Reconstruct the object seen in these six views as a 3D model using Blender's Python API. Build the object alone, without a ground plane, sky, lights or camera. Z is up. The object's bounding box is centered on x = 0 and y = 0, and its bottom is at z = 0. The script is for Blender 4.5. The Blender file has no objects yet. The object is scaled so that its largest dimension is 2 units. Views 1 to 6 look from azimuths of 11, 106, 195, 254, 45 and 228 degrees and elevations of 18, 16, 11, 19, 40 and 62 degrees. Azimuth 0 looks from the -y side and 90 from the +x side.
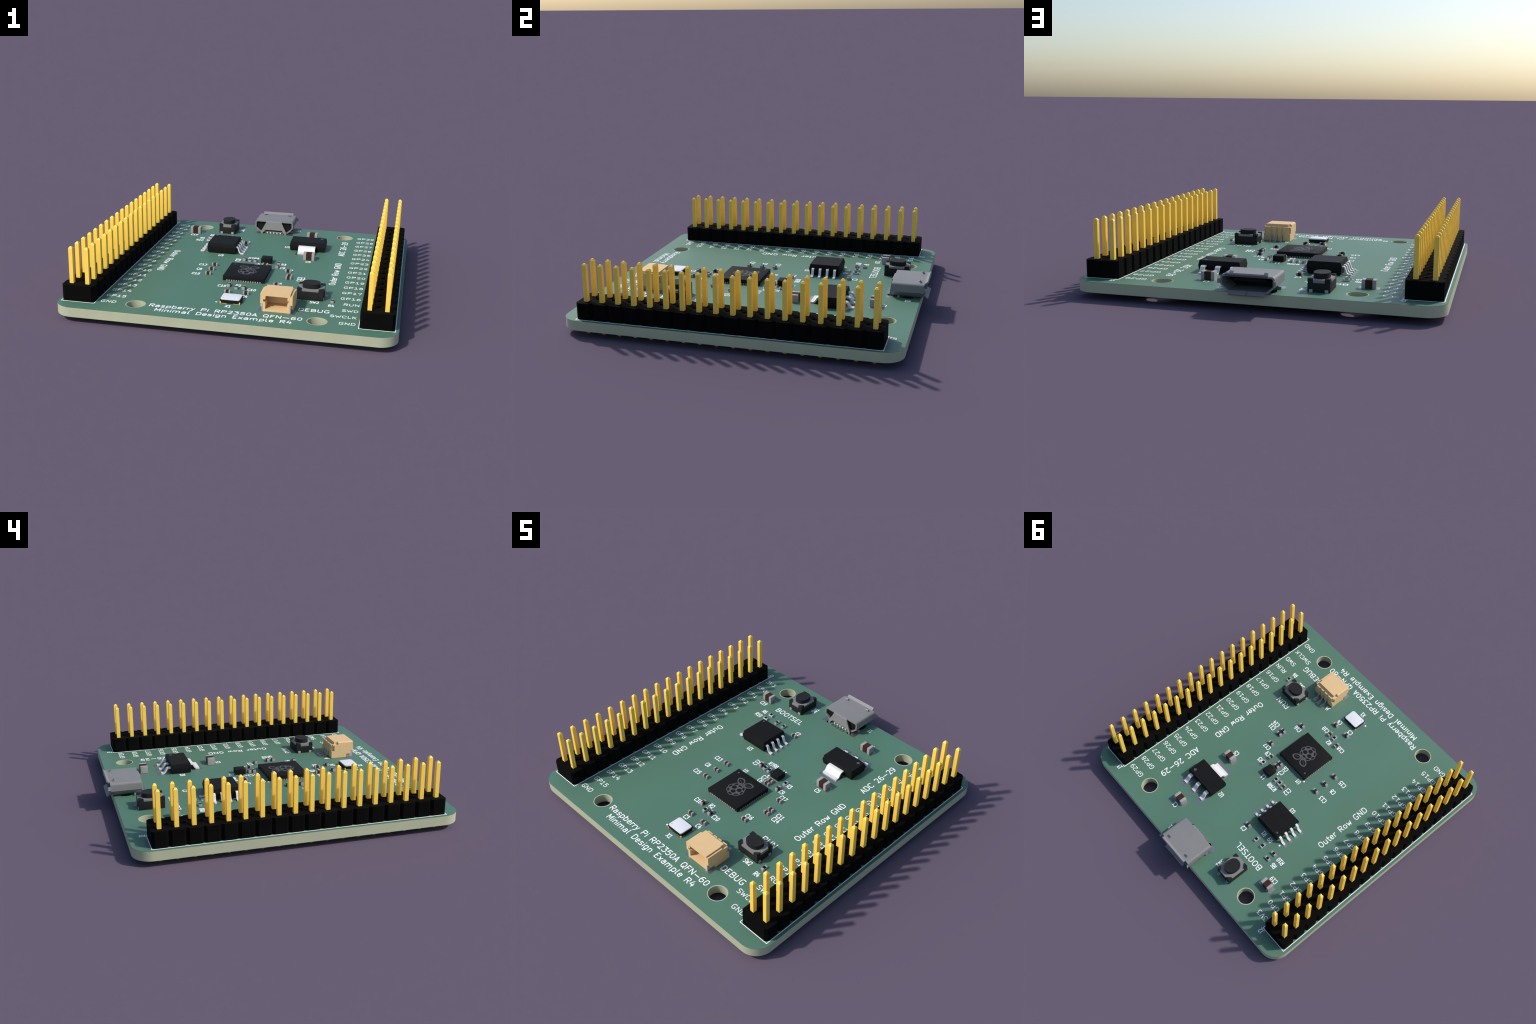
"""Microcontroller breakout board: green circuit board, two double-row pin
headers, micro-USB socket, push buttons, cable connector and surface-mount parts.
All sizes are millimetres in the board frame (x right, y to the USB edge,
z up from the top of the solder mask); mm are scaled to the scene by S."""
import bpy, bmesh, math
from mathutils import Vector, Matrix

S = 0.03836          # scene metres per millimetre
CY = -0.0249         # scene y of the board-frame origin (middle of the headers)
ZB = 0.0957          # scene z of the board's top face

# ------------------------------------------------------------------ materials
def material(name, color, rough=0.6, metal=0.0, spec=0.5, vary=0.04, scale=14.0,
             bump=0.0, bump_scale=60.0, coat=0.0):
    m = bpy.data.materials.new(name)
    m.use_nodes = True
    nt = m.node_tree
    b = nt.nodes["Principled BSDF"]
    tc = nt.nodes.new("ShaderNodeTexCoord")
    no = nt.nodes.new("ShaderNodeTexNoise")
    no.inputs["Scale"].default_value = scale
    no.inputs["Detail"].default_value = 3.0
    nt.links.new(tc.outputs["Object"], no.inputs["Vector"])
    ramp = nt.nodes.new("ShaderNodeValToRGB")
    lo = tuple(c * (1 - vary) for c in color) + (1.0,)
    hi = tuple(min(1.0, c * (1 + vary)) for c in color) + (1.0,)
    ramp.color_ramp.elements[0].position = 0.35
    ramp.color_ramp.elements[0].color = lo
    ramp.color_ramp.elements[1].position = 0.65
    ramp.color_ramp.elements[1].color = hi
    nt.links.new(no.outputs["Fac"], ramp.inputs["Fac"])
    nt.links.new(ramp.outputs["Color"], b.inputs["Base Color"])
    b.inputs["Roughness"].default_value = rough
    b.inputs["Metallic"].default_value = metal
    b.inputs["Specular IOR Level"].default_value = spec
    b.inputs["Coat Weight"].default_value = coat
    if bump > 0:
        n2 = nt.nodes.new("ShaderNodeTexNoise")
        n2.inputs["Scale"].default_value = bump_scale
        nt.links.new(tc.outputs["Object"], n2.inputs["Vector"])
        bp = nt.nodes.new("ShaderNodeBump")
        bp.inputs["Strength"].default_value = bump
        bp.inputs["Distance"].default_value = 0.001
        nt.links.new(n2.outputs["Fac"], bp.inputs["Height"])
        nt.links.new(bp.outputs["Normal"], b.inputs["Normal"])
    return m

MASK = material("solder_mask_green", (0.078, 0.182, 0.124), 0.55, vary=0.03, scale=3.0)
CORE = material("glass_epoxy_tan", (0.425, 0.45, 0.305), 0.8, vary=0.03, scale=8.0, spec=0.3)
INK = material("white_ink", (0.93, 0.93, 0.93), 0.75, vary=0.01, spec=0.3)
PAD = material("tinned_pad", (0.40, 0.40, 0.41), 0.42, metal=1.0, vary=0.04)
GOLD = material("gold_plating", (1.0, 0.66, 0.10), 0.5, vary=0.02, spec=0.25)
BLACK = material("black_nylon", (0.0045, 0.0044, 0.0042), 0.7, vary=0.1, spec=0.02)
CHIP = material("black_moulding", (0.0085, 0.0085, 0.0088), 0.6, vary=0.08, spec=0.12, bump=0.05, bump_scale=300)
CHIPINK = material("laser_mark_grey", (0.085, 0.085, 0.09), 0.7, vary=0.02, spec=0.3)
LEAD = material("bright_tin_lead", (0.68, 0.68, 0.67), 0.45, vary=0.02)
TERM = material("matt_tin_terminal", (0.33, 0.325, 0.32), 0.6, vary=0.05)
STEEL = material("steel_shell", (0.215, 0.215, 0.215), 0.5, vary=0.03, spec=0.3)
CERAMIC = material("brown_ceramic", (0.048, 0.021, 0.014), 0.7, vary=0.06, spec=0.12)
WHITEC = material("white_ceramic", (0.66, 0.68, 0.66), 0.6, vary=0.02)
RESIST = material("black_resistive_film", (0.005, 0.005, 0.005), 0.6, vary=0.05, spec=0.1)
CREAM = material("cream_nylon", (0.72, 0.49, 0.25), 0.6, vary=0.02, spec=0.3)
LID = material("bright_metal_lid", (0.72, 0.73, 0.76), 0.4, vary=0.01)
BUTTON = material("black_button_plastic", (0.018, 0.018, 0.0185), 0.6, vary=0.06, spec=0.15)
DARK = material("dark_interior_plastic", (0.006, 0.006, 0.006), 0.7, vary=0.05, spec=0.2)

# ------------------------------------------------------------------- builders
ORIGIN = {}

def place(ob, at, parent):
    w = Vector((at[0] * S, at[1] * S + CY, at[2] * S + ZB))
    ORIGIN[ob.name] = w
    ob.parent = parent
    ob.location = w - (ORIGIN[parent.name] if parent else Vector())
    return ob

def mesh_object(name, verts, faces, mat, at, parent, angle=18):
    me = bpy.data.meshes.new(name)
    me.from_pydata([(v[0] * S, v[1] * S, v[2] * S) for v in verts], [], faces)
    bm = bmesh.new(); bm.from_mesh(me)
    bmesh.ops.recalc_face_normals(bm, faces=bm.faces)
    bm.to_mesh(me); bm.free()
    return finish(name, me, mat, at, parent, angle)

def finish(name, me, mat, at, parent, angle=18):
    mats = mat if isinstance(mat, (list, tuple)) else [mat]
    me.materials.clear()
    for m in mats:
        me.materials.append(m)
    me.polygons.foreach_set("use_smooth", [True] * len(me.polygons))
    me.set_sharp_from_angle(angle=math.radians(angle))
    ob = bpy.data.objects.new(name, me)
    bpy.context.scene.collection.objects.link(ob)
    return place(ob, at, parent)

def clone(src, at, parent, turn=0.0):
    ob = src.copy()
    bpy.context.scene.collection.objects.link(ob)
    ob.rotation_euler = (0, 0, turn)
    return place(ob, at, parent)

class Solid:
    """Collects boxes, prisms and ribbons (in mm) into one mesh."""
    def __init__(self):
        self.bm = bmesh.new()

    def box(self, x0, x1, y0, y1, z0, z1, bevel=0.0, mat=0):
        t = bmesh.new()
        bmesh.ops.create_cube(t, size=1.0)
        for v in t.verts:
            v.co = Vector((x0 + (v.co.x + .5) * (x1 - x0), y0 + (v.co.y + .5) * (y1 - y0),
                           z0 + (v.co.z + .5) * (z1 - z0)))
        if bevel > 0:
            bmesh.ops.bevel(t, geom=list(t.edges), offset=bevel, segments=2, affect='EDGES', profile=0.6)
        return self._merge(t, mat)

    def prism(self, pts, axis, a, b, mat=0, bevel=0.0):
        """Convex or concave polygon pts swept along axis ('x','y','z') from a to b."""
        t = bmesh.new()
        def co(p, h):
            return {'x': (h, p[0], p[1]), 'y': (p[0], h, p[1]), 'z': (p[0], p[1], h)}[axis]
        lo = [t.verts.new(co(p, a)) for p in pts]
        hi = [t.verts.new(co(p, b)) for p in pts]
        n = len(pts)
        f0, f1 = t.faces.new(lo), t.faces.new(hi)
        for i in range(n):
            t.faces.new((lo[i], lo[(i + 1) % n], hi[(i + 1) % n], hi[i]))
        if bevel > 0:
            es = [e for e in t.edges if e in set(f0.edges) | set(f1.edges)]
            bmesh.ops.bevel(t, geom=es, offset=bevel, segments=2, affect='EDGES', profile=0.6)
        return self._merge(t, mat)

    def loft(self, rings, mat=0):
        t = bmesh.new()
        vs = [[t.verts.new(p) for p in r] for r in rings]
        n = len(rings[0])
        for k in range(len(vs) - 1):
            for i in range(n):
                t.faces.new((vs[k][i], vs[k][(i + 1) % n], vs[k + 1][(i + 1) % n], vs[k + 1][i]))
        t.faces.new(vs[0]); t.faces.new(vs[-1])
        return self._merge(t, mat)

    def strip(self, path, width, thick, axis, at=0.0, mat=0):
        """Bent sheet strip: path is a 2D polyline in (h, z); axis is the horizontal
        direction of h ('x' or 'y'); the strip is centred at `at` on the other one."""
        n = len(path)
        nor = []
        for i in range(n):
            p, q = path[max(i - 1, 0)], path[min(i + 1, n - 1)]
            d = Vector((q[0] - p[0], q[1] - p[1])).normalized()
            nor.append(Vector((-d.y, d.x)))
        up = [(path[i][0] + nor[i].x * thick / 2, path[i][1] + nor[i].y * thick / 2) for i in range(n)]
        dn = [(path[i][0] - nor[i].x * thick / 2, path[i][1] - nor[i].y * thick / 2) for i in range(n)]
        rings = []
        for i in range(n):
            r = []
            for p, s in ((up[i], -1), (up[i], 1), (dn[i], 1), (dn[i], -1)):
                o = at + s * width / 2
                r.append((p[0], o, p[1]) if axis == 'x' else (o, p[0], p[1]))
            rings.append(r)
        return self.loft(rings, mat)

    def _merge(self, t, mat):
        bmesh.ops.recalc_face_normals(t, faces=t.faces)
        me = bpy.data.meshes.new("scratch")
        for f in t.faces:
            f.material_index = mat
        t.to_mesh(me); t.free()
        self.bm.from_mesh(me)
        bpy.data.meshes.remove(me)
        return self

    def make(self, name, mats, at, parent, angle=18):
        bmesh.ops.scale(self.bm, vec=(S, S, S), verts=self.bm.verts)
        me = bpy.data.meshes.new(name)
        self.bm.to_mesh(me); self.bm.free()
        return finish(name, me, mats, at, parent, angle)

def circle(cx, cy, r, n=48, ry=None, turn=0.0):
    ry = r if ry is None else ry
    out = []
    for i in range(n):
        a = 2 * math.pi * i / n
        x, y = r * math.cos(a), ry * math.sin(a)
        out.append((cx + x * math.cos(turn) - y * math.sin(turn), cy + x * math.sin(turn) + y * math.cos(turn)))
    return out

def rounded_rect(x0, x1, y0, y1, r, n=10):
    out = []
    for cx, cy, a0 in ((x1 - r, y1 - r, 0), (x0 + r, y1 - r, 90), (x0 + r, y0 + r, 180), (x1 - r, y0 + r, 270)):
        for k in range(n + 1):
            a = math.radians(a0 + 90 * k / n)
            out.append((cx + r * math.cos(a), cy + r * math.sin(a)))
    return out

def plate_mesh(loops, z0, z1):
    """Flat plate with holes: first loop is the outline, the others are holes."""
    cu = bpy.data.curves.new("scratch", 'CURVE')
    cu.dimensions = '2D'; cu.fill_mode = 'BOTH'
    cu.extrude = (z1 - z0) / 2 * S
    for lp in loops:
        sp = cu.splines.new('POLY')
        sp.points.add(len(lp) - 1)
        for p, q in zip(sp.points, lp):
            p.co = (q[0] * S, q[1] * S, 0, 1)
        sp.use_cyclic_u = True
    ob = bpy.data.objects.new("scratch", cu)
    bpy.context.scene.collection.objects.link(ob)
    dg = bpy.context.evaluated_depsgraph_get()
    me = bpy.data.meshes.new_from_object(ob.evaluated_get(dg))
    bpy.data.objects.remove(ob); bpy.data.curves.remove(cu)
    me.transform(Matrix.Translation((0, 0, (z0 + z1) / 2 * S)))
    bm = bmesh.new(); bm.from_mesh(me)
    bmesh.ops.remove_doubles(bm, verts=bm.verts, dist=1e-7)
    bmesh.ops.recalc_face_normals(bm, faces=bm.faces)
    bm.to_mesh(me); bm.free()
    return me

def plate(name, loops, z0, z1, mat, at, parent, angle=18):
    return finish(name, plate_mesh(loops, z0, z1), mat, at, parent, angle)

# ------------------------------------------------------------------ the board
root = bpy.data.objects.new("circuit_board", None)
bpy.context.scene.collection.objects.link(root)
ORIGIN[root.name] = Vector((0, 0, 0))
root["label"] = "green microcontroller circuit board with gold pin headers"
root["category"] = "circuit board"

HX, YF, YK, RC, THICK = 26.05, -25.44, 25.6, 2.9, 1.56
HOLES = [(sx * 14.0, sy * 21.6) for sx in (-1, 1) for sy in (-1, 1)]
USB_LEG_HOLES = [(-2.42, 20.62), (2.42, 20.62)]
USB_SLOTS = [(-2.95, 23.6), (2.95, 23.6)]
def board_loops(inset, hole_r):
    loops = [rounded_rect(-HX + inset, HX - inset, YF + inset, YK - inset, RC - inset, 14)]
    loops += [circle(x, y, hole_r, 56) for x, y in HOLES]
    loops += [circle(x, y, 0.42, 24) for x, y in USB_LEG_HOLES]
    loops += [circle(x, y, 0.45, 28, 0.95) for x, y in USB_SLOTS]
    return loops

board = plate("board_core", board_loops(0, 1.41), -THICK + 0.035, -0.035, CORE, (0, 0, 0), root)
mask = plate("solder_mask", board_loops(0.004, 1.58), -0.036, 0.0, MASK, (0, 0, 0), board)
under = plate("solder_mask", board_loops(0.004, 1.58), -THICK, -THICK + 0.036, MASK, (0, 0, 0), board)

# ---------------------------------------------------------------- stroke font
# Engraver-style stroke letters on a grid of cap height 21: advance, then strokes;
# 'c' strokes are rounded curves through the points, 'l' strokes are straight.
GLYPH = {
 'A': (18, ('l', (2, 0), (9, 21), (16, 0)), ('l', (4, 6), (14, 6))),
 'B': (21, ('l', (4, 0), (4, 21)), ('c', (4, 21), (11, 21), (16.5, 20.5), (16.5, 11.5), (11, 11), (4, 11)),
       ('c', (11, 11), (18, 10.5), (18, 0.5), (11, 0), (4, 0))),
 'C': (21, ('c', (18, 2), (16, 0), (10, -.5), (4, 2), (3.5, 10.5), (4, 19), (10, 21.5), (16, 21), (18, 19))),
 'D': (21, ('l', (4, 21), (4, 0)), ('c', (4, 21), (10, 21), (17, 19.5), (18, 10.5), (17, 1.5), (10, 0), (4, 0))),
 'E': (19, ('l', (15, 21), (4, 21), (4, 0), (15, 0)), ('l', (4, 11), (12, 11))),
 'F': (18, ('l', (15, 21), (4, 21), (4, 0)), ('l', (4, 11), (12, 11))),
 'G': (21, ('c', (17, 20), (14, 21.4), (8, 21.5), (3.5, 18), (3.5, 3), (8, -.5), (13, -.3), (17, 2)),
       ('l', (17, 2), (17, 9), (12.5, 9))),
 'J': (16, ('c', (11, 21), (11, 12), (11, 3), (9, 0), (3, 0))),
 'K': (21, ('l', (4, 0), (4, 21)), ('l', (16, 21), (4, 8.5)), ('l', (7, 12), (17, 0))),
 'L': (17, ('l', (4, 21), (4, 0), (14.5, 0))),
 'M': (24, ('l', (4, 0), (4, 21), (12, 6), (20, 21), (20, 0))),
 'N': (22, ('l', (4, 0), (4, 21), (18, 0), (18, 21))),
 'O': (22, ('o', (11, 10.5), (7.5, 10.5))),
 'P': (21, ('l', (4, 0), (4, 21)), ('c', (4, 21), (12, 21), (17.5, 20.5), (17.5, 10.5), (12, 10), (4, 10))),
 'Q': (22, ('o', (11, 10.5), (7.5, 10.5)), ('l', (12.5, 5.5), (18.5, -1.5))),
 'R': (21, ('l', (4, 0), (4, 21)), ('c', (4, 21), (12, 21), (17.5, 20.5), (17.5, 10.5), (12, 10), (4, 10)),
       ('l', (10, 10), (17.5, 0))),
 'S': (20, ('c', (3.5, 1), (8, -.4), (15, -.4), (17, 5), (15.5, 9.5), (5, 11.5), (3, 16), (5, 21.4), (12, 21.4), (16, 20))),
 'T': (16, ('l', (1, 21), (15, 21)), ('l', (8, 21), (8, 0))),
 'U': (22, ('c', (4, 21), (4, 10), (4, 3), (7, -.4), (15, -.4), (18, 3), (18, 10), (18, 21))),
 'V': (18, ('l', (2, 21), (9, 0), (16, 21))),
 'W': (24, ('l', (2, 21), (7, 0), (12, 15), (17, 0), (22, 21))),
 'X': (20, ('l', (3, 21), (17, 0)), ('l', (17, 21), (3, 0))),
 '0': (20, ('o', (10, 10.5), (6.3, 10.5))),
 '1': (20, ('l', (4, 17), (7, 18.2), (10.5, 21), (10.5, 0)), ('l', (4, 0), (16.5, 0))),
 '2': (20, ('c', (4, 19), (6.5, 21.3), (14, 21.4), (17, 17), (14, 10), (4, 0)), ('l', (4, 0), (17, 0))),
 '3': (20, ('l', (3.5, 21), (16.5, 21), (9.5, 13)), ('c', (9.5, 13), (15, 13.3), (17, 9), (16, 1), (11, -.3), (6, -.2), (3.5, 2))),
 '4': (20, ('l', (9, 22), (3.5, 7), (17.5, 7)), ('l', (14, 14), (14, 0))),
 '5': (20, ('l', (15.5, 21), (5, 21), (4, 11)), ('c', (4, 11), (8, 13.5), (15, 13.4), (17, 8), (15, 0), (8, -.5), (3.5, 2))),
 '6': (20, ('c', (15, 21), (10, 21.2), (5, 17), (3.7, 10), (3.7, 6)), ('o', (10.2, 6.2), (6.4, 6.3))),
 '7': (20, ('l', (3, 21), (17, 21), (8, 0))),
 '8': (20, ('o', (10, 16.4), (5.2, 4.6)), ('o', (10, 5.9), (6.3, 5.9))),
 '9': (20, ('c', (5, 0), (10, -.2), (15, 4), (16.3, 11), (16.3, 15)), ('o', (9.8, 14.8), (6.4, 6.3))),
 '-': (26, ('l', (4, 9), (22, 9))),
 ' ': (16,),
 'a': (19, ('c', (15, 0), (15, 7), (15, 12.5), (12, 14.3), (8, 14.3), (5, 13)),
       ('c', (15, 8), (9, 8.6), (3.5, 7.5), (3.5, 1), (7, -.4), (12, 0), (15, 2))),
 'b': (19, ('l', (4, 0), (4, 21)), ('c', (4, 12), (7, 14.4), (14, 14.4), (16, 10), (16, 4), (14, -.4), (7, -.4), (4, 2))),
 'e': (18, ('l', (4, 7.5), (15, 7.5)), ('c', (15, 7.5), (15, 12), (12, 14.3), (7, 14.3), (4, 12), (3.7, 3), (6, -.3), (11, -.4), (14.5, 1.2))),
 'g': (19, ('c', (15, 14), (15, 4), (15, -4), (12, -7.2), (8, -7), (5, -6)),
       ('c', (15, 12), (12, 14.4), (5, 14.4), (3.5, 10), (3.5, 4), (5, -.4), (12, -.4), (15, 2))),
 'i': (8, ('l', (4, 0), (4, 14)), ('l', (4, 20), (4, 20.6))),
 'l': (11, ('c', (4, 21), (4, 10), (4, 2), (5, .2), (8, 0))),
 'm': (30, ('l', (4, 0), (4, 14)), ('c', (4, 11), (7, 14.2), (12, 14.6), (14.5, 12), (14.5, 6), (14.5, 0)),
       ('c', (14.5, 11), (17.5, 14.2), (22.5, 14.6), (25, 12), (25, 6), (25, 0))),
 'n': (19, ('l', (4, 0), (4, 14)), ('c', (4, 11), (7, 14.2), (12.5, 14.6), (15, 12), (15, 6), (15, 0))),
 'o': (19, ('o', (9.5, 7), (6, 7))),
 'p': (19, ('l', (4, 14), (4, -7)), ('c', (4, 12), (7, 14.4), (14, 14.4), (16, 10), (16, 4), (14, -.4), (7, -.4), (4, 2))),
 'r': (13, ('l', (4, 0), (4, 14)), ('c', (4, 9.5), (6, 13.2), (9, 14), (11.5, 14))),
 's': (17, ('c', (3, 1), (6, -.3), (12.5, -.3), (14, 4), (12, 7), (5, 7.5), (3.5, 11), (5, 14.3), (10, 14.3), (13, 13))),
 't': (12, ('c', (6, 21), (6, 12), (6, 3), (7, .2), (11, 0)), ('l', (2, 14), (10.5, 14))),
 'u': (19, ('l', (15, 14), (15, 0)), ('c', (4, 14), (4, 7), (4, 2), (7, -.4), (11.5, -.2), (15, 3))),
 'w': (22, ('l', (3, 14), (7, 0), (11, 10), (15, 0), (19, 14))),
 'x': (17, ('l', (3, 14), (14, 0)), ('l', (14, 14), (3, 0))),
 'y': (16, ('l', (3, 14), (8, 0)), ('c', (13.5, 14), (8, 0), (6, -5.5), (2.5, -7))),
}

def rounded_path(pts, rounds=3):
    for _ in range(rounds):
        out = [pts[0]]
        for a, b in zip(pts, pts[1:]):
            out.append((a[0] * .75 + b[0] * .25, a[1] * .75 + b[1] * .25))
            out.append((a[0] * .25 + b[0] * .75, a[1] * .25 + b[1] * .75))
        out.append(pts[-1])
        pts = out
    return pts

def outline_of(path, w, closed=False, caps=6):
    """Outline polygon(s) of a pen of width w drawn along the path."""
    n = len(path)
    L, R = [], []
    for i in range(n):
        p = path[(i - 1) % n] if closed or i > 0 else path[i]
        q = path[(i + 1) % n] if closed or i < n - 1 else path[i]
        d = Vector((q[0] - p[0], q[1] - p[1]))
        d = d.normalized() if d.length > 1e-9 else Vector((1, 0))
        L.append((path[i][0] - d.y * w / 2, path[i][1] + d.x * w / 2))
        R.append((path[i][0] + d.y * w / 2, path[i][1] - d.x * w / 2))
    if closed:
        return L, R
    def cap(c, a, b):
        a0 = math.atan2(a[1] - c[1], a[0] - c[0])
        return [(c[0] + w / 2 * math.cos(a0 - math.pi * k / caps), c[1] + w / 2 * math.sin(a0 - math.pi * k / caps))
                for k in range(1, caps)]
    return L + cap(path[-1], L[-1], R[-1]) + R[::-1] + cap(path[0], R[0], L[0]), None

class Ink:
    """Flat printed strokes with a little thickness; crossing strokes sit on
    slightly different levels so that no two faces share a plane."""
    def __init__(self, base=0.0):
        self.v, self.f, self.k, self.base = [], [], 0, base

    def stroke(self, path, w, closed=False):
        z = self.base + 0.016 + 0.0016 * (self.k % 5)
        self.k += 1
        n = len(path)
        o = len(self.v)
        if closed:
            L, R = outline_of(path, w, True)
            for p, q in zip(L, R):
                self.v += [(p[0], p[1], z), (q[0], q[1], z), (p[0], p[1], -.004), (q[0], q[1], -.004)]
            for i in range(n):
                a, b = o + 4 * i, o + 4 * ((i + 1) % n)
                self.f += [(a, a + 1, b + 1, b), (a + 1, a + 3, b + 3, b + 1), (a, b, b + 2, a + 2)]
            return
        # quads along the pen path plus two fans for the round ends
        poly, _ = outline_of(path, w, False)
        m = len(poly)
        self.v += [(p[0], p[1], z) for p in poly] + [(p[0], p[1], -.004) for p in poly]
        caps = 5
        for i in range(n - 1):
            l0, l1 = i, i + 1
            r0, r1 = n + caps + (n - 1 - i), n + caps + (n - 2 - i)
            self.f.append((o + l0, o + l1, o + r1, o + r0))
        self.f.append(tuple(o + i for i in range(n - 1, n + caps + 1)))
        self.f.append(tuple(o + i for i in [n + caps + n - 1] + list(range(2 * n + caps, m)) + [0]))
        for i in range(m):
            j = (i + 1) % m
            self.f.append((o + i, o + m + i, o + m + j, o + j))

    def dot(self, x, y, r):
        z = self.base + 0.016
        o = len(self.v)
        c = circle(x, y, r, 20)
        self.v += [(p[0], p[1], z) for p in c] + [(p[0], p[1], -.004) for p in c]
        self.f.append(tuple(range(o, o + 20)))
        for i in range(20):
            j = (i + 1) % 20
            self.f.append((o + i, o + 20 + i, o + 20 + j, o + j))

    def make(self, name, mat, at, parent, turn=0.0):
        ob = mesh_object(name, self.v, self.f, mat, at, parent)
        ob.rotation_euler = (0, 0, turn)
        return ob

def ink_width(text, sw):
    adv = sum(GLYPH[c][0] for c in text)
    return (adv - 6) * sw / 21

def label(text, x, y, sw, sh, pen, turn=0.0, anchor='c', base=0.0):
    """Printed word: (x, y) is its anchor, sw/sh letter width and height, turn in degrees."""
    ink = Ink(base)
    total = sum(GLYPH[c][0] for c in text) * sw / 21
    pen_x = {'c': -total / 2, 'l': -2.5 * sw / 21, 'r': -total + 2.5 * sw / 21}[anchor]
    for ch in text:
        g = GLYPH[ch]
        fx = lambda p: (pen_x + p[0] * sw / 21, (p[1] - 10.5) * sh / 21)
        for st in g[1:]:
            if st[0] == 'o':
                (cx, cy), (rx, ry) = st[1], st[2]
                pts = []
                for i in range(28):
                    a = 2 * math.pi * i / 28
                    ca, sa = math.cos(a), math.sin(a)
                    e = 0.82
                    pts.append(fx((cx + rx * math.copysign(abs(ca) ** e, ca), cy + ry * math.copysign(abs(sa) ** e, sa))))
                ink.stroke(pts, pen, True)
            elif st[0] == 'c':
                ink.stroke([fx(p) for p in rounded_path(list(st[1:]), 3)], pen)
            else:
                for a, b in zip(st[1:], st[2:]):
                    ink.stroke([fx(a), fx(b)], pen)
        pen_x += g[0] * sw / 21
    return ink.make("printed_label", INK, (x, y, 0), board, math.radians(turn))

PIN_Y = [21.59 - 2.54 * i for i in range(18)]
LEFT_ROW = ["3V3"] + ["GP%d" % i for i in range(16)] + ["GND"]
RIGHT_ROW = ["GP%d" % i for i in range(29, 15, -1)] + ["RUN", "SWD", "SWCLK", "GND"]
for y, t in zip(PIN_Y, LEFT_ROW):
    label(t, -19.55, y + 0.03, 0.85, 0.8, 0.11, anchor='l')
for y, t in zip(PIN_Y, RIGHT_ROW):
    label(t, 19.65, y + 0.03, 0.85, 0.8, 0.11, anchor='r')
for text, x, y, turn in [
        ("Raspberry Pi RP2350A QFN-60", 0, -21.45, 0), ("Minimal Design Example R4", 0, -23.05, 0),
        ("Outer Row GND", -15.15, 0, -90), ("Outer Row GND", 14.45, 0, 90), ("ADC 26-29", 14.4, 14.36, 90),
        ("BOOTSEL", -8.6, 16.55, 0), ("RUN", 11.95, -8.95, 0), ("DEBUG", 13.05, -17.6, 0)]:
    label(text, x, y, 1.0, 1.0, 0.148, turn)
REFS = [("U1", -2.93, 0.13), ("C15", -8.7, -5.77), ("C8", -8.71, -3.36), ("C13", -8.68, -0.93), ("C12", -3.28, 3.05, 90),
        ("C16", 5.66, -7.28), ("C17", 6.44, -0.26), ("C14", 9.17, -4.8), ("C11", 9.15, -3.74), ("C9", 5.15, 0.65),
        ("R3", 5.05, 2.52), ("R8", -0.22, 4.63), ("R7", -1.22, 4.55), ("C10", 2.1, -11.25), ("R2", -0.42, -9.83),
        ("C18", -3.02, -10.48), ("C4", 1.58, -14.42), ("C3", -1.4, -14.42), ("X1", -0.03, -19.08), ("L1", 1.95, 4.47),
        ("C6", 0.52, 0.22), ("C7", 0.47, 1.27), ("U2", 4.08, 12.75), ("U3", -6.85, 4.87), ("C5", 9.03, 5.14),
        ("C1", 7.9, 20.42), ("C2", -3.81, 13.83), ("R1", -6.97, 11.68), ("R9", -8.63, 11.68), ("R10", -12.95, 12.92),
        ("R6", -12.79, 14.35), ("C19", -14.86, 16.08), ("SW1", -6.45, 21.27, 90), ("SW2", 12.65, -14.22), ("R4", 15.37, -15.0),
        ("J4", 5.42, -14.75), ("J3", 20.7, 23.6), ("J2", -20.41, 23.55), ("J1", 4.7, 23.77)]
for i, r in enumerate(REFS):
    label(r[0], r[1], r[2], 0.5, 0.8, 0.128, r[3] if len(r) > 3 else 0, base=0.01 * (i % 3))
for x, y in [(-3.68, -0.75), (0.64, 2.05), (-10.54, 11.06), (-2.2, -17.73)]:
    d = Ink(); d.dot(0, 0, 0.17)
    d.make("printed_dot", INK, (x, y, 0), board)
for sx in (-1, 1):
    fr = Ink()
    x0, x1, y1, w = -2.66, 2.66, 22.92, 0.12
    fr.stroke([(x0, -y1), (x1, -y1)], w); fr.stroke([(x1, -y1), (x1, y1)], w)
    fr.stroke([(x1, y1), (x0, y1)], w); fr.stroke([(x0, y1), (x0, -y1)], w)
    fr.make("printed_frame", INK, (sx * 22.86, 0, 0), board)

# --------------------------------------------------------------------- pads
PAD_CACHE = {}
def pad(x, y, w, h, turn=0):
    if turn % 180:
        w, h = h, w
    key = (round(w, 3), round(h, 3))
    if key in PAD_CACHE:
        return clone(PAD_CACHE[key], (x, y, 0), board)
    s = Solid(); s.box(-w / 2, w / 2, -h / 2, h / 2, -0.003, 0.012)
    PAD_CACHE[key] = s.make("solder_pad", PAD, (x, y, 0), board)
    return PAD_CACHE[key]

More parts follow.
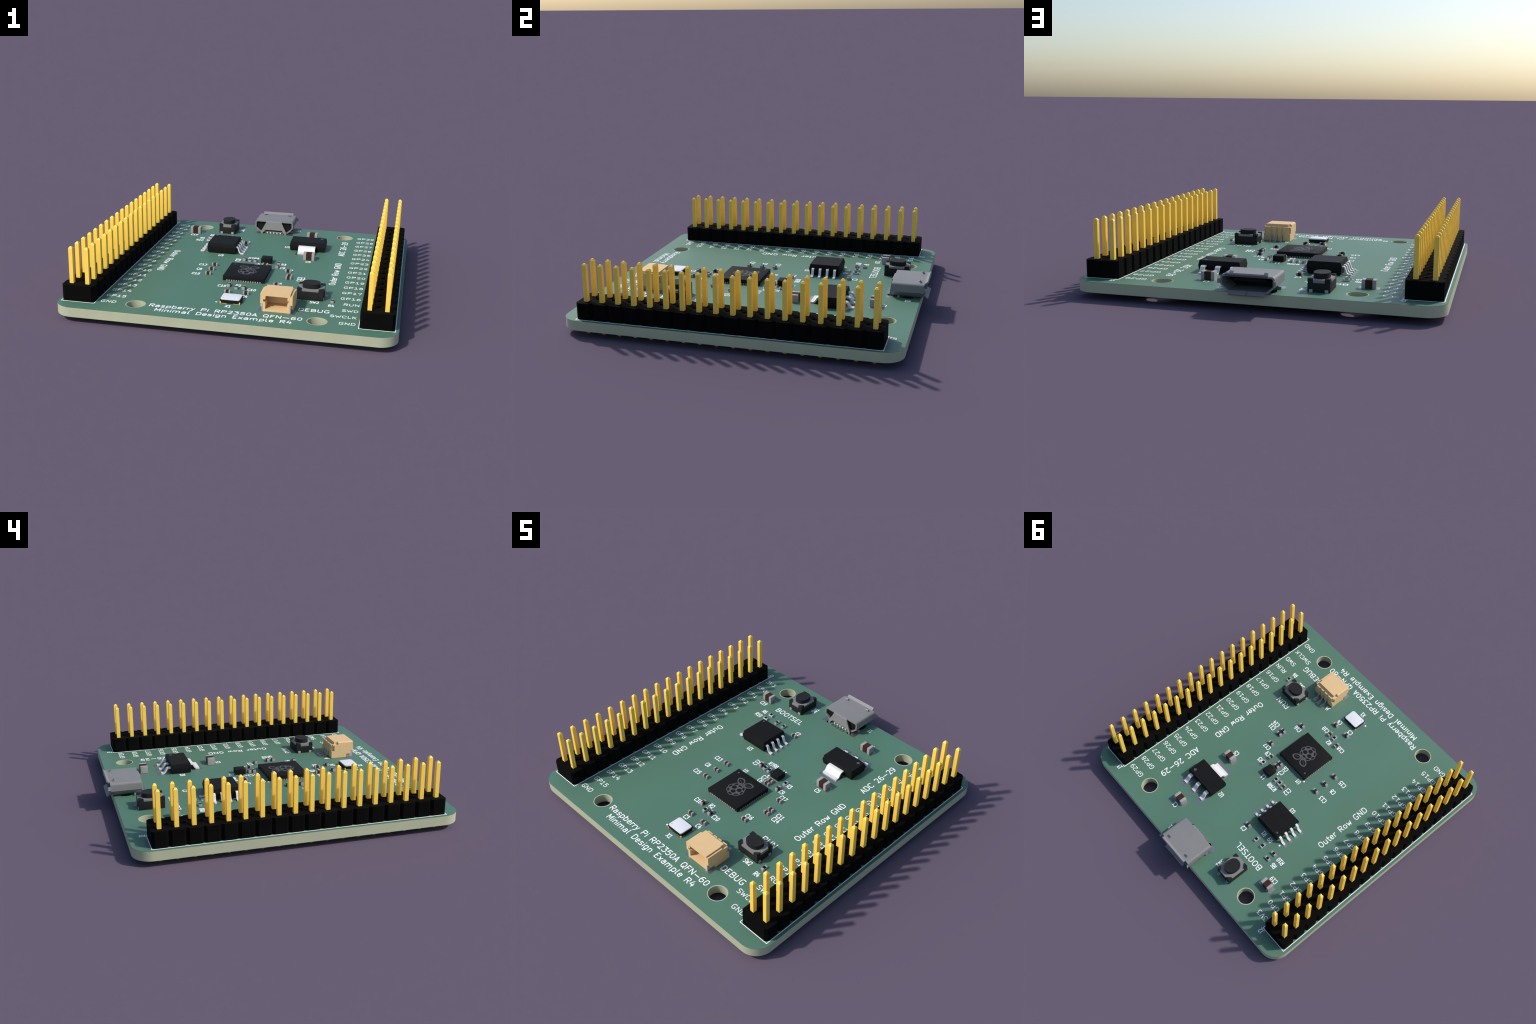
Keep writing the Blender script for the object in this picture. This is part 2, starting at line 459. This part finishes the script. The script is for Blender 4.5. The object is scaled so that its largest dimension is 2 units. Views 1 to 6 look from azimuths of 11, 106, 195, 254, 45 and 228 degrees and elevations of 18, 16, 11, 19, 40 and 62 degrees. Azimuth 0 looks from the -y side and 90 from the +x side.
# --------------------------------------------------------------- pin headers
def header_outline():
    c, pts = 0.40, []
    for k in range(18):
        y0 = -22.86 + 2.54 * k
        pts += [(2.54 - c, y0), (2.54, y0 + c), (2.54, y0 + 2.54 - c), (2.54 - c, y0 + 2.54)]
    right = [p for i, p in enumerate(pts) if i == 0 or p != pts[i - 1]]
    right = [right[0]] + [p for a, p in zip(right, right[1:]) if abs(a[0] - p[0]) + abs(a[1] - p[1]) > 1e-6]
    return right + [(-p[0], p[1]) for p in reversed(right)]

def header_loops():
    d = 0.40
    dia = [[(d, y), (0, y + d), (-d, y), (0, y - d)] for y in [-22.86 + 2.54 * k for k in range(1, 18)]]
    return [header_outline()] + dia

pin_solid = Solid()
def sq(h, z):
    return [(-h, -h, z), (h, -h, z), (h, h, z), (-h, h, z)]
PT, PB = 8.45, -2.494
pin_solid.loft([sq(.14, PB), sq(.32, PB + .22), sq(.32, PT - .26), sq(.14, PT - .04), sq(.06, PT)])
header_a = plate("pin_header", header_loops(), 0.02, 2.57, BLACK, (-22.86, 0, 0), root)
header_b = clone(header_a, (22.86, 0, 0), root)
pin = None
for hdr, hx in ((header_a, -22.86), (header_b, 22.86)):
    for y in PIN_Y:
        for dx in (-1.27, 1.27):
            if pin is None:
                pin = pin_solid.make("header_pin", GOLD, (hx + dx, y, 0), hdr, 20)
            else:
                clone(pin, (hx + dx, y, 0), hdr)

# ------------------------------------------------------------ chip components
def chip_capacitor(L, W, H, t, lift, bev):
    body = Solid(); body.box(-L / 2 + t * .7, L / 2 - t * .7, -W / 2 + .012, W / 2 - .012, lift, H - .012)
    ends = Solid()
    for s in (-1, 1):
        a, b = sorted((s * L / 2, s * (L / 2 - t)))
        ends.box(a, b, -W / 2, W / 2, .013, H, bev)
    return body, ends

TEMPLATES = {}
def capacitor(kind, x, y, turn):
    if kind not in TEMPLATES:
        dims = {'small': (1.0, .5, .5, .27, .03, .035), 'large': (2.0, 1.25, 1.25, .5, .03, .02)}[kind]
        b, e = chip_capacitor(*dims)
        ob = b.make("capacitor", CERAMIC, (x, y, 0), root)
        en = e.make("end_terminal", TERM, (x, y, 0), ob)
        TEMPLATES[kind] = (ob, en)
        ob.rotation_euler = (0, 0, math.radians(turn))
    else:
        o0, e0 = TEMPLATES[kind]
        ob = clone(o0, (x, y, 0), root, math.radians(turn))
        clone(e0, (x, y, 0), ob)
    px, pw, ph = (0.48, 0.62, 0.62) if kind == 'small' else (0.95, 1.05, 1.45)
    c, s = math.cos(math.radians(turn)), math.sin(math.radians(turn))
    for k in (-1, 1):
        pad(x + k * px * c, y + k * px * s, pw, ph, turn)

def resistor(x, y, turn):
    if 'res' not in TEMPLATES:
        body = Solid(); body.box(-.46, .46, -.24, .24, .03, .335)
        film = Solid(); film.box(-.25, .25, -.235, .235, .30, .347)
        ends = Solid()
        for s in (-1, 1):
            a, b = sorted((s * .5, s * .30))
            a2, b2 = sorted((s * .5, s * .44))
            ends.box(a, b, -.245, .245, .30, .35, .015).box(a2, b2, -.246, .246, .013, .32, .012)
        ob = body.make("resistor", WHITEC, (x, y, 0), root)
        f = film.make("resistive_film", RESIST, (x, y, 0), ob)
        e = ends.make("end_terminal", TERM, (x, y, 0), ob)
        TEMPLATES['res'] = (ob, f, e)
        ob.rotation_euler = (0, 0, math.radians(turn))
    else:
        o0, f0, e0 = TEMPLATES['res']
        ob = clone(o0, (x, y, 0), root, math.radians(turn))
        clone(f0, (x, y, 0), ob); clone(e0, (x, y, 0), ob)
    c, s = math.cos(math.radians(turn)), math.sin(math.radians(turn))
    for k in (-1, 1):
        pad(x + k * .48 * c, y + k * .48 * s, .6, .6, turn)

for x, y, t in [(-6.55, -5.7, 0), (-6.55, -3.32, 0), (-6.55, -1.0, 0), (7.05, -4.75, 0), (7.05, -3.77, 0), (5.6, -8.3, 0),
                (6.45, -1.25, 0), (4.22, 0.68, 90), (2.0, 0.3, 0), (2.0, 1.13, 0), (-2.1, 3.07, 90), (0.75, -11.15, 90),
                (-1.88, -10.4, 90), (1.6, -13.4, 0), (-1.43, -13.42, 0), (-3.82, 12.78, 0)]:
    capacitor('small', x, y, t)
for x, y in [(9.0, 6.62), (7.95, 19.02), (-14.9, 17.58)]:
    capacitor('large', x, y, 0)
for x, y, t in [(15.38, -13.4, 90), (4.22, 2.5, 90), (-0.1, 3.0, 90), (-1.08, 2.97, 90), (-0.42, -11.25, 90),
                (-7.0, 13.45, 90), (-8.68, 13.42, 90), (-11.08, 12.9, 0), (-11.08, 14.3, 0)]:
    resistor(x, y, t)

def slab(hx, hy, z0, z1, mx=None, my=None, zm=None):
    """Moulded package: wider at the parting line zm than at top and bottom."""
    r = lambda a, b, z: [(-a, -b, z), (a, -b, z), (a, b, z), (-a, b, z)]
    s = Solid()
    if mx is None:
        s.box(-hx, hx, -hy, hy, z0, z1, 0.03)
    else:
        s.loft([r(hx, hy, z0), r(mx, my, zm - .06), r(mx, my, zm + .06), r(hx, hy, z1)])
    return s

# --- processor: square flat chip with 15 contacts a side and an emblem
UX, UY, UH = 0.0, -4.41, 0.86
cpu = slab(3.5, 3.5, 0.03, UH).make("processor_chip", CHIP, (UX, UY, 0), root)
con, cpads = Solid(), Solid()
for k in range(15):
    o = -2.8 + 0.4 * k
    for s in (-1, 1):
        a, b = sorted((s * 3.2, s * 3.53))
        con.box(o - .1, o + .1, a, b, .014, .22).box(a, b, o - .1, o + .1, .014, .22)
        a, b = sorted((s * 3.2, s * 3.72))
        cpads.box(o - .1, o + .1, a, b, -.003, .011).box(a, b, o - .1, o + .1, -.003, .011)
c = con.make("chip_contact", TERM, (UX, UY, 0), cpu); c["kind"] = "stuff"
c = cpads.make("solder_pad", PAD, (UX, UY, 0), cpu); c["kind"] = "stuff"
plate("pin_marker", [circle(0, 0, .17, 24)], 0, .008, CHIPINK, (UX - 2.75, UY + 2.75, UH), cpu)

BCY = -0.5            # berry centre in chip coordinates
OUTER = [(0.92, -1.33), (-0.92, -1.33), (1.30, -0.47), (-1.30, -0.47), (0, -1.82), (0.86, 0.42), (-0.86, 0.42), (0, 0.5)]
def berry_outline():
    pts = []
    for i in range(120):
        a = 2 * math.pi * i / 120
        d = Vector((math.cos(a), math.sin(a)))
        best = 0.9
        for x, y in OUTER:
            q = Vector((x * .68, (y - BCY) * .68)); r = 0.745
            b = q.dot(d); disc = b * b - q.length_squared + r * r
            if disc > 0:
                best = max(best, b + math.sqrt(disc))
        pts.append((d.x * best, BCY + d.y * best))
    return pts
loops = [berry_outline()]
for x, y in OUTER:
    loops.append(circle(x, y, .19, 24, .385, math.atan2(y - BCY, x)))
for x, y in [(0.57, -0.28), (-0.57, -0.28), (0, -1.1)]:
    loops.append(circle(x, y, .425, 28, .41))
plate("chip_emblem", loops, 0, .010, CHIPINK, (UX, UY, UH), cpu)
leaf = rounded_path([(.03, 1.0), (.06, 1.6), (.40, 2.12), (.95, 2.28), (1.72, 2.05), (1.68, 1.55), (1.35, 1.05), (.7, .78), (.03, 1.0)], 3)[:-1]
def leaf_hole(p):
    cx, cy = .86, 1.53
    return [(cx + (x - cx) * .72, cy + (y - cy) * .66) for x, y in p]
for s in (-1, 1):
    o = [(s * x, y) for x, y in leaf]
    h = [(s * x, y) for x, y in leaf_hole(leaf)]
    plate("chip_emblem", [o, h], 0, .0125, CHIPINK, (UX, UY, UH), cpu)
    v = Ink(-.006)
    v.stroke(rounded_path([(s * .1, 1.1), (s * .6, 1.3), (s * 1.25, 1.75)]), .06)
    v.make("chip_emblem", CHIPINK, (UX, UY, UH), cpu)

# --- memory chip: eight gull-wing leads
FX, FY = -7.03, 8.38
flash = slab(2.47, 2.47, 0.1, 1.97, 2.64, 2.64, 1.2).make("memory_chip", CHIP, (FX, FY, 0), root)
plate("pin_marker", [circle(0, 0, .17, 24)], 0, .008, CHIPINK, (FX - 1.95, FY + 1.95, 1.97), flash)
def bent(*pts):
    """Lead side view: corners softened once."""
    return rounded_path(list(pts), 1)
lead_s = Solid(); lead_s.strip(bent((2.5, 1.26), (2.98, 1.26), (3.12, .72), (3.36, .12), (4.02, .12)), .42, .2, 'x')
lead0 = None
for s in (1, -1):
    for k in range(4):
        y = FY - 1.905 + 1.27 * k
        if lead0 is None:
            lead0 = lead_s.make("chip_lead", LEAD, (FX, y, 0), flash, 40)
        else:
            clone(lead0, (FX, y, 0), flash, 0 if s > 0 else math.pi)
        pad(FX + s * 3.65, y, 1.65, .6)

# --- voltage regulator: three leads, one wide tab
GX, GY = 8.03, 12.75
reg = slab(3.13, 1.66, 0.1, 1.79, 3.27, 1.79, 0.98).make("voltage_regulator", CHIP, (GX, GY, 0), root)
plate("pin_marker", [circle(0, 0, .27, 24)], 0, .008, CHIPINK, (GX + 2.38, GY + .9, 1.79), reg)
ls = Solid(); ls.strip(bent((1.6, 1.0), (2.42, 1.0), (2.66, .52), (2.98, .14), (3.48, .14)), .72, .24, 'y')
lead1 = None
for k in (-1, 0, 1):
    if lead1 is None:
        lead1 = ls.make("chip_lead", LEAD, (GX + 2.3 * k, GY, 0), reg, 40)
    else:
        clone(lead1, (GX + 2.3 * k, GY, 0), reg)
    pad(GX + 2.3 * k, GY + 3.1, 1.46, 2.05)
ts = Solid(); ts.strip(bent((1.6, 1.0), (2.42, 1.0), (2.66, .52), (2.98, .14), (3.58, .14)), 3.1, .24, 'y')
tab = ts.make("heat_tab", LEAD, (GX, GY, 0), reg, 40)
tab.rotation_euler = (0, 0, math.pi)
pad(GX - .03, GY - 3.17, 3.7, 2.0)

# --- inductor
ind = slab(.89, .89, 0.06, 1.02).make("inductor", CHIP, (1.95, 2.90, 0), root)
plate("pin_marker", [circle(0, 0, .08, 16)], 0, .008, CHIPINK, (1.95 - .62, 2.90 - .62, 1.02), ind)
bs = Solid(); bs.box(-.9, .9, -.9, -.55, .013, .09).box(-.9, .9, .55, .9, .013, .09)
bs.make("end_terminal", TERM, (1.95, 2.90, 0), ind)
pad(1.95, 2.90 - .75, 1.8, .5); pad(1.95, 2.90 + .75, 1.8, .5)

# --- crystal: black base, gold corner contacts, bright lid
XX, XY = 0.02, -16.82
xb = Solid(); xb.prism(rounded_rect(-1.6, 1.6, -1.25, 1.25, .12, 3), 'z', .06, .58)
crystal = xb.make("crystal_oscillator", CHIP, (XX, XY, 0), root)
ld = Solid(); ld.prism(rounded_rect(-1.52, 1.52, -1.17, 1.17, .25, 6), 'z', .55, .79, bevel=.06)
ld.make("metal_lid", LID, (XX, XY, 0), crystal)
plate("pin_marker", [circle(0, 0, .08, 16)], 0, .006, CHIPINK, (XX - 1.15, XY - .75, .79), crystal)
gc = Solid()
for sx in (-1, 1):
    for sy in (-1, 1):
        a, b = sorted((sx * .5, sx * 1.58)); c_, d = sorted((sy * .35, sy * 1.23))
        gc.box(a, b, c_, d, .014, .1)
        a, b = sorted((sx * 1.40, sx * 1.605)); c_, d = sorted((sy * 1.05, sy * 1.255))
        gc.box(a, b, c_, d, .014, .36, .05)
        pad(XX + sx * 1.1, XY + sy * .85, 1.3, 1.1)
gc.make("corner_contact", GOLD, (XX, XY, 0), crystal)

# ------------------------------------------------------------- push buttons
def push_button(x, y, turn):
    if 'btn' not in TEMPLATES:
        base = Solid()
        base.box(-2.07, 2.07, -1.56, 1.56, .04, 1.52, .02)
        for sx in (-1, 1):
            for sy in (-1, 1):
                base.prism([(sx * 2.07, sy * 1.56), (sx * 1.33, sy * 1.56), (sx * 1.33, sy * 1.42), (sx * 1.95, sy * .82), (sx * 2.07, sy * .82)],
                           'z', 1.45, 1.9)
        cover = Solid()
        cover.prism([(-1.31, -1.54), (1.31, -1.54), (2.04, -.80), (2.04, .80), (1.31, 1.54), (-1.31, 1.54), (-2.04, .80), (-2.04, -.80)],
                    'z', 1.5, 1.74)
        for s in (-1, 1):
            a, b = sorted((s * 1.50, s * 1.585)); cover.box(-1.31, 1.31, a, b, 1.42, 1.742, .02)
            a, b = sorted((s * 2.0, s * 2.085)); cover.box(a, b, -.80, .80, 1.3, 1.742, .02)
        knob = Solid()
        rim = []
        for i in range(64):
            a = 2 * math.pi * i / 64
            ca, sa = math.cos(a), math.sin(a)
            rim.append((1.42 * math.copysign(abs(ca) ** .85, ca), 1.14 * math.copysign(abs(sa) ** .85, sa)))
        knob.prism(rim, 'z', 1.7, 2.49, bevel=.03)
        legs = Solid()
        for sx in (-1, 1):
            for sy in (-1, 1):
                a, b = sorted((sx * 2.0, sx * 2.16)); legs.box(a, b, sy * 1.08 - .24, sy * 1.08 + .24, .013, .42, .03)
        ob = base.make("push_button", BUTTON, (x, y, 0), root)
        kids = [cover.make("cover_plate", STEEL, (x, y, 0), ob), knob.make("plunger", BUTTON, (x, y, 0), ob),
                legs.make("button_terminal", TERM, (x, y, 0), ob)]
        TEMPLATES['btn'] = (ob, kids)
        ob.rotation_euler = (0, 0, math.radians(turn))
    else:
        o0, kids = TEMPLATES['btn']
        ob = clone(o0, (x, y, 0), root, math.radians(turn))
        for k in kids:
            clone(k, (x, y, 0), ob)
    c, s = math.cos(math.radians(turn)), math.sin(math.radians(turn))
    for kx in (-1, 1):
        for ky in (-1, 1):
            lx, ly = kx * 2.15, ky * 1.08
            pad(x + lx * c - ly * s, y + lx * s + ly * c, .75, .5, turn)
push_button(11.84, -11.93, 0)
push_button(-8.87, 20.4, 90)

# --------------------------------------------------- three-way cable connector
JX, JY = 7.55, -17.66            # centre; mouth faces -y
def front_section():
    outer = [(-2.05, .02), (2.05, .02), (2.05, 1.3), (2.47, 1.3), (2.47, 2.80), (2.2, 2.80), (2.2, 2.66), (2.12, 2.66), (2.12, 3.03),
             (-2.22, 3.03), (-2.30, 2.90), (-2.47, 2.86), (-2.47, 1.3), (-2.05, 1.3)]
    hole = [(-1.68, .42), (1.68, .42), (1.68, 1.45), (1.95, 1.6), (1.95, 1.95), (1.68, 1.95), (1.68, 2.52), (-1.68, 2.52), (-1.68, 1.95),
            (-2.02, 1.95), (-2.02, 1.6), (-1.68, 1.45)]
    return [outer, hole]
me = plate_mesh(front_section(), 0, 2.9)          # drawn in x-z, then stood up
me.transform(Matrix.Rotation(math.radians(90), 4, 'X'))
me.transform(Matrix.Translation((0, (-2.1 + 2.9) * S, 0)))
jst = finish("cable_connector", me, CREAM, (JX, JY, 0), root)
rear = Solid()
back = [(-2.1, .78), (2.1, .78), (2.1, 2.1)]
for k in (1, 0, -1):                       # shallow grooves where the terminals leave
    g = .06 + k * 1.0
    back += [(g + .22, 2.1), (g + .10, 1.9), (g - .10, 1.9), (g - .22, 2.1)]
back += [(-2.1, 2.1)]
rear.prism(back, 'z', .03, 2.56)
rear.box(-2.04, 2.0, .7, 1.5, 2.4, 3.028)                     # top slab runs on to the back
for k in (-1, 1):
    for y0, y1, z0, z1, xo in ((.75, 1.55, .04, 2.555, 2.473), (1.5, 2.09, .05, 1.35, 2.475), (1.5, 1.85, 2.35, 2.55, 2.475), (-1.7, .8, .64, 1.34, 2.471), (-.8, .8, .045, .8, 2.472)):
        a_, b_ = sorted((k * 2.02, k * xo)); rear.box(a_, b_, y0, y1, z0, z1)
rear.make("housing_back", CREAM, (JX, JY, 0), jst)
anch = Solid()
for s in (-1, 1):
    a, b = sorted((s * 2.06, s * 2.22)); anch.box(a, b, -2.1, -.7, .014, 1.28, .02)
    pad(JX + .06 + s * 2.3, JY - 1.48, 1.1, 1.75)
anch.make("side_anchor", TERM, (JX, JY, 0), jst)
tls = Solid(); tls.strip([(1.6, .9), (2.2, .9), (2.5, .62), (2.62, .2), (2.75, .10), (3.2, .10)], .22, .16, 'y')
t0 = None
for k in (-1, 0, 1):
    x = JX + .06 + k * 1.0
    if t0 is None:
        t0 = tls.make("connector_terminal", TERM, (x, JY, 0), jst)
    else:
        clone(t0, (x, JY, 0), jst)
    pad(x, JY + 3.05, .6, 1.2)
inn = Solid()
for k in (-1, 0, 1):
    inn.box(k - .11, k + .11, -1.0, 1.2, 2.28, 2.46, .02)
inn.make("connector_contact", TERM, (JX, JY, 0), jst)

# -------------------------------------------------------------- micro-USB port
UXC = 0.0
def shell_ring(t):
    """Shell section (x, z): rounded top corners, tapered lower corners."""
    a = 3.75 - t
    top, bot = 2.50 - t, .14 + t
    r = .42 - min(t, .2)
    pts = []
    for k in range(7):
        an = math.radians(90 - 15 * k)
        pts.append((a - r + r * math.cos(an), top - r + r * math.sin(an)))
    m = t * .41
    pts += [(a, 1.12 + m * .3), (2.75 - m, bot)]
    return pts + [(-x, z) for x, z in reversed(pts)]
Y0, Y1 = 20.98, 26.1
me = plate_mesh([shell_ring(0), shell_ring(.25)], 0, Y1 - Y0)
me.transform(Matrix.Rotation(math.radians(90), 4, 'X'))
me.transform(Matrix.Translation((0, Y1 * S, 0)))
usb = finish("usb_socket", me, STEEL, (UXC, 0, 0), root, 40)
blk = Solid(); blk.prism(shell_ring(.252), 'y', 21.32, 22.6)
blk.box(-2.35, 2.35, 22.3, 25.1, 1.5, 1.9, .04)
blk.make("socket_insert", DARK, (UXC, 0, 0), usb)
# sloping rear plate with two legs that reach into the board
rp = [(-1.55, 1), (1.55, 1), (2.58, .10), (2.62, -.25), (2.22, -.25), (2.12, .05), (1.62, .32), (-1.62, .32), (-2.12, .05), (-2.22, -.25),
      (-2.62, -.25), (-2.58, .10)]
def on_plate(u, v, off):
    z = .02 + v * 2.2 if v > 0 else v * 2.5
    y = 20.56 + .20 * max(0.0, min(1.0, v)) + off
    return (u, y, z)
s = Solid()
s.loft([[on_plate(u, v, 0) for u, v in rp], [on_plate(u, v, .22) for u, v in rp]])
s.strip(rounded_path([(21.5, 2.375), (20.90, 2.375), (20.87, 2.28), (20.865, 2.16)], 2), 3.1, .22, 'y')
s.make("rear_plate", STEEL, (UXC, 0, 0), usb, 35)
# flared mouth: top flap, two bottom lips, side wings and raised barbs
s = Solid()
s.strip([(25.95, 2.37), (26.12, 2.38), (26.35, 2.54), (26.62, 2.76)], 6.0, .24, 'y')
s.strip([(25.95, .26), (26.12, .25), (26.4, .08), (26.66, -.10)], 2.44, .2, 'y', -1.26)
s.strip([(25.95, .26), (26.12, .25), (26.4, .08), (26.66, -.10)], 2.44, .2, 'y', 1.26)
s.make("mouth_flange", STEEL, (UXC, 0, 0), usb)
s = Solid()
for k in (-1, 1):
    s.loft([[(k * 3.74, 25.95, 1.35), (k * 3.74, 25.95, 1.95), (k * 3.52, 25.95, 1.95), (k * 3.52, 25.95, 1.35)],
            [(k * 3.76, 26.15, 1.35), (k * 3.76, 26.15, 1.95), (k * 3.54, 26.15, 1.95), (k * 3.54, 26.15, 1.35)],
            [(k * 4.05, 26.5, 1.35), (k * 4.05, 26.5, 1.95), (k * 3.83, 26.5, 1.95), (k * 3.83, 26.5, 1.35)]])
s.make("side_wing", STEEL, (UXC, 0, 0), usb)
s = Solid()
for k in (-1, 1):
    s.strip([(25.62, 2.44), (25.5, 2.56), (25.24, 2.80)], .54, .2, 'y', k * 2.4)
s.make("raised_barb", STEEL, (UXC, 0, 0), usb)
s = Solid()
for k in (-1, 1):
    a, b = sorted((k * 2.9, k * 3.62)); s.box(a, b, 21.95, 22.3, .02, .40, .03)
s.make("shell_tab", STEEL, (UXC, 0, 0), usb)
cs = Solid(); cs.strip([(21.6, .11), (20.86, .11)], .24, .18, 'y')
c0 = None
for k in range(5):
    x = -1.3 + .65 * k
    if c0 is None:
        c0 = cs.make("socket_contact", LEAD, (x, 0, 0), usb)
    else:
        clone(c0, (x, 0, 0), usb)
    pad(x, 20.68, .38, 1.35)
def holed_pad(cx, x0, x1, y0, y1, hx, hy):
    loops = [[(x0, y0), (x1, y0), (x1, y1), (x0, y1)], circle(hx, hy, .425, 24)]
    plate("solder_pad", loops, -.003, .012, PAD, (0, 0, 0), board)
for k in (-1, 1):
    a, b = sorted((k * 1.95, k * 3.85))
    holed_pad(0, a, b, 20.17, 21.6, k * 2.42, 20.62)

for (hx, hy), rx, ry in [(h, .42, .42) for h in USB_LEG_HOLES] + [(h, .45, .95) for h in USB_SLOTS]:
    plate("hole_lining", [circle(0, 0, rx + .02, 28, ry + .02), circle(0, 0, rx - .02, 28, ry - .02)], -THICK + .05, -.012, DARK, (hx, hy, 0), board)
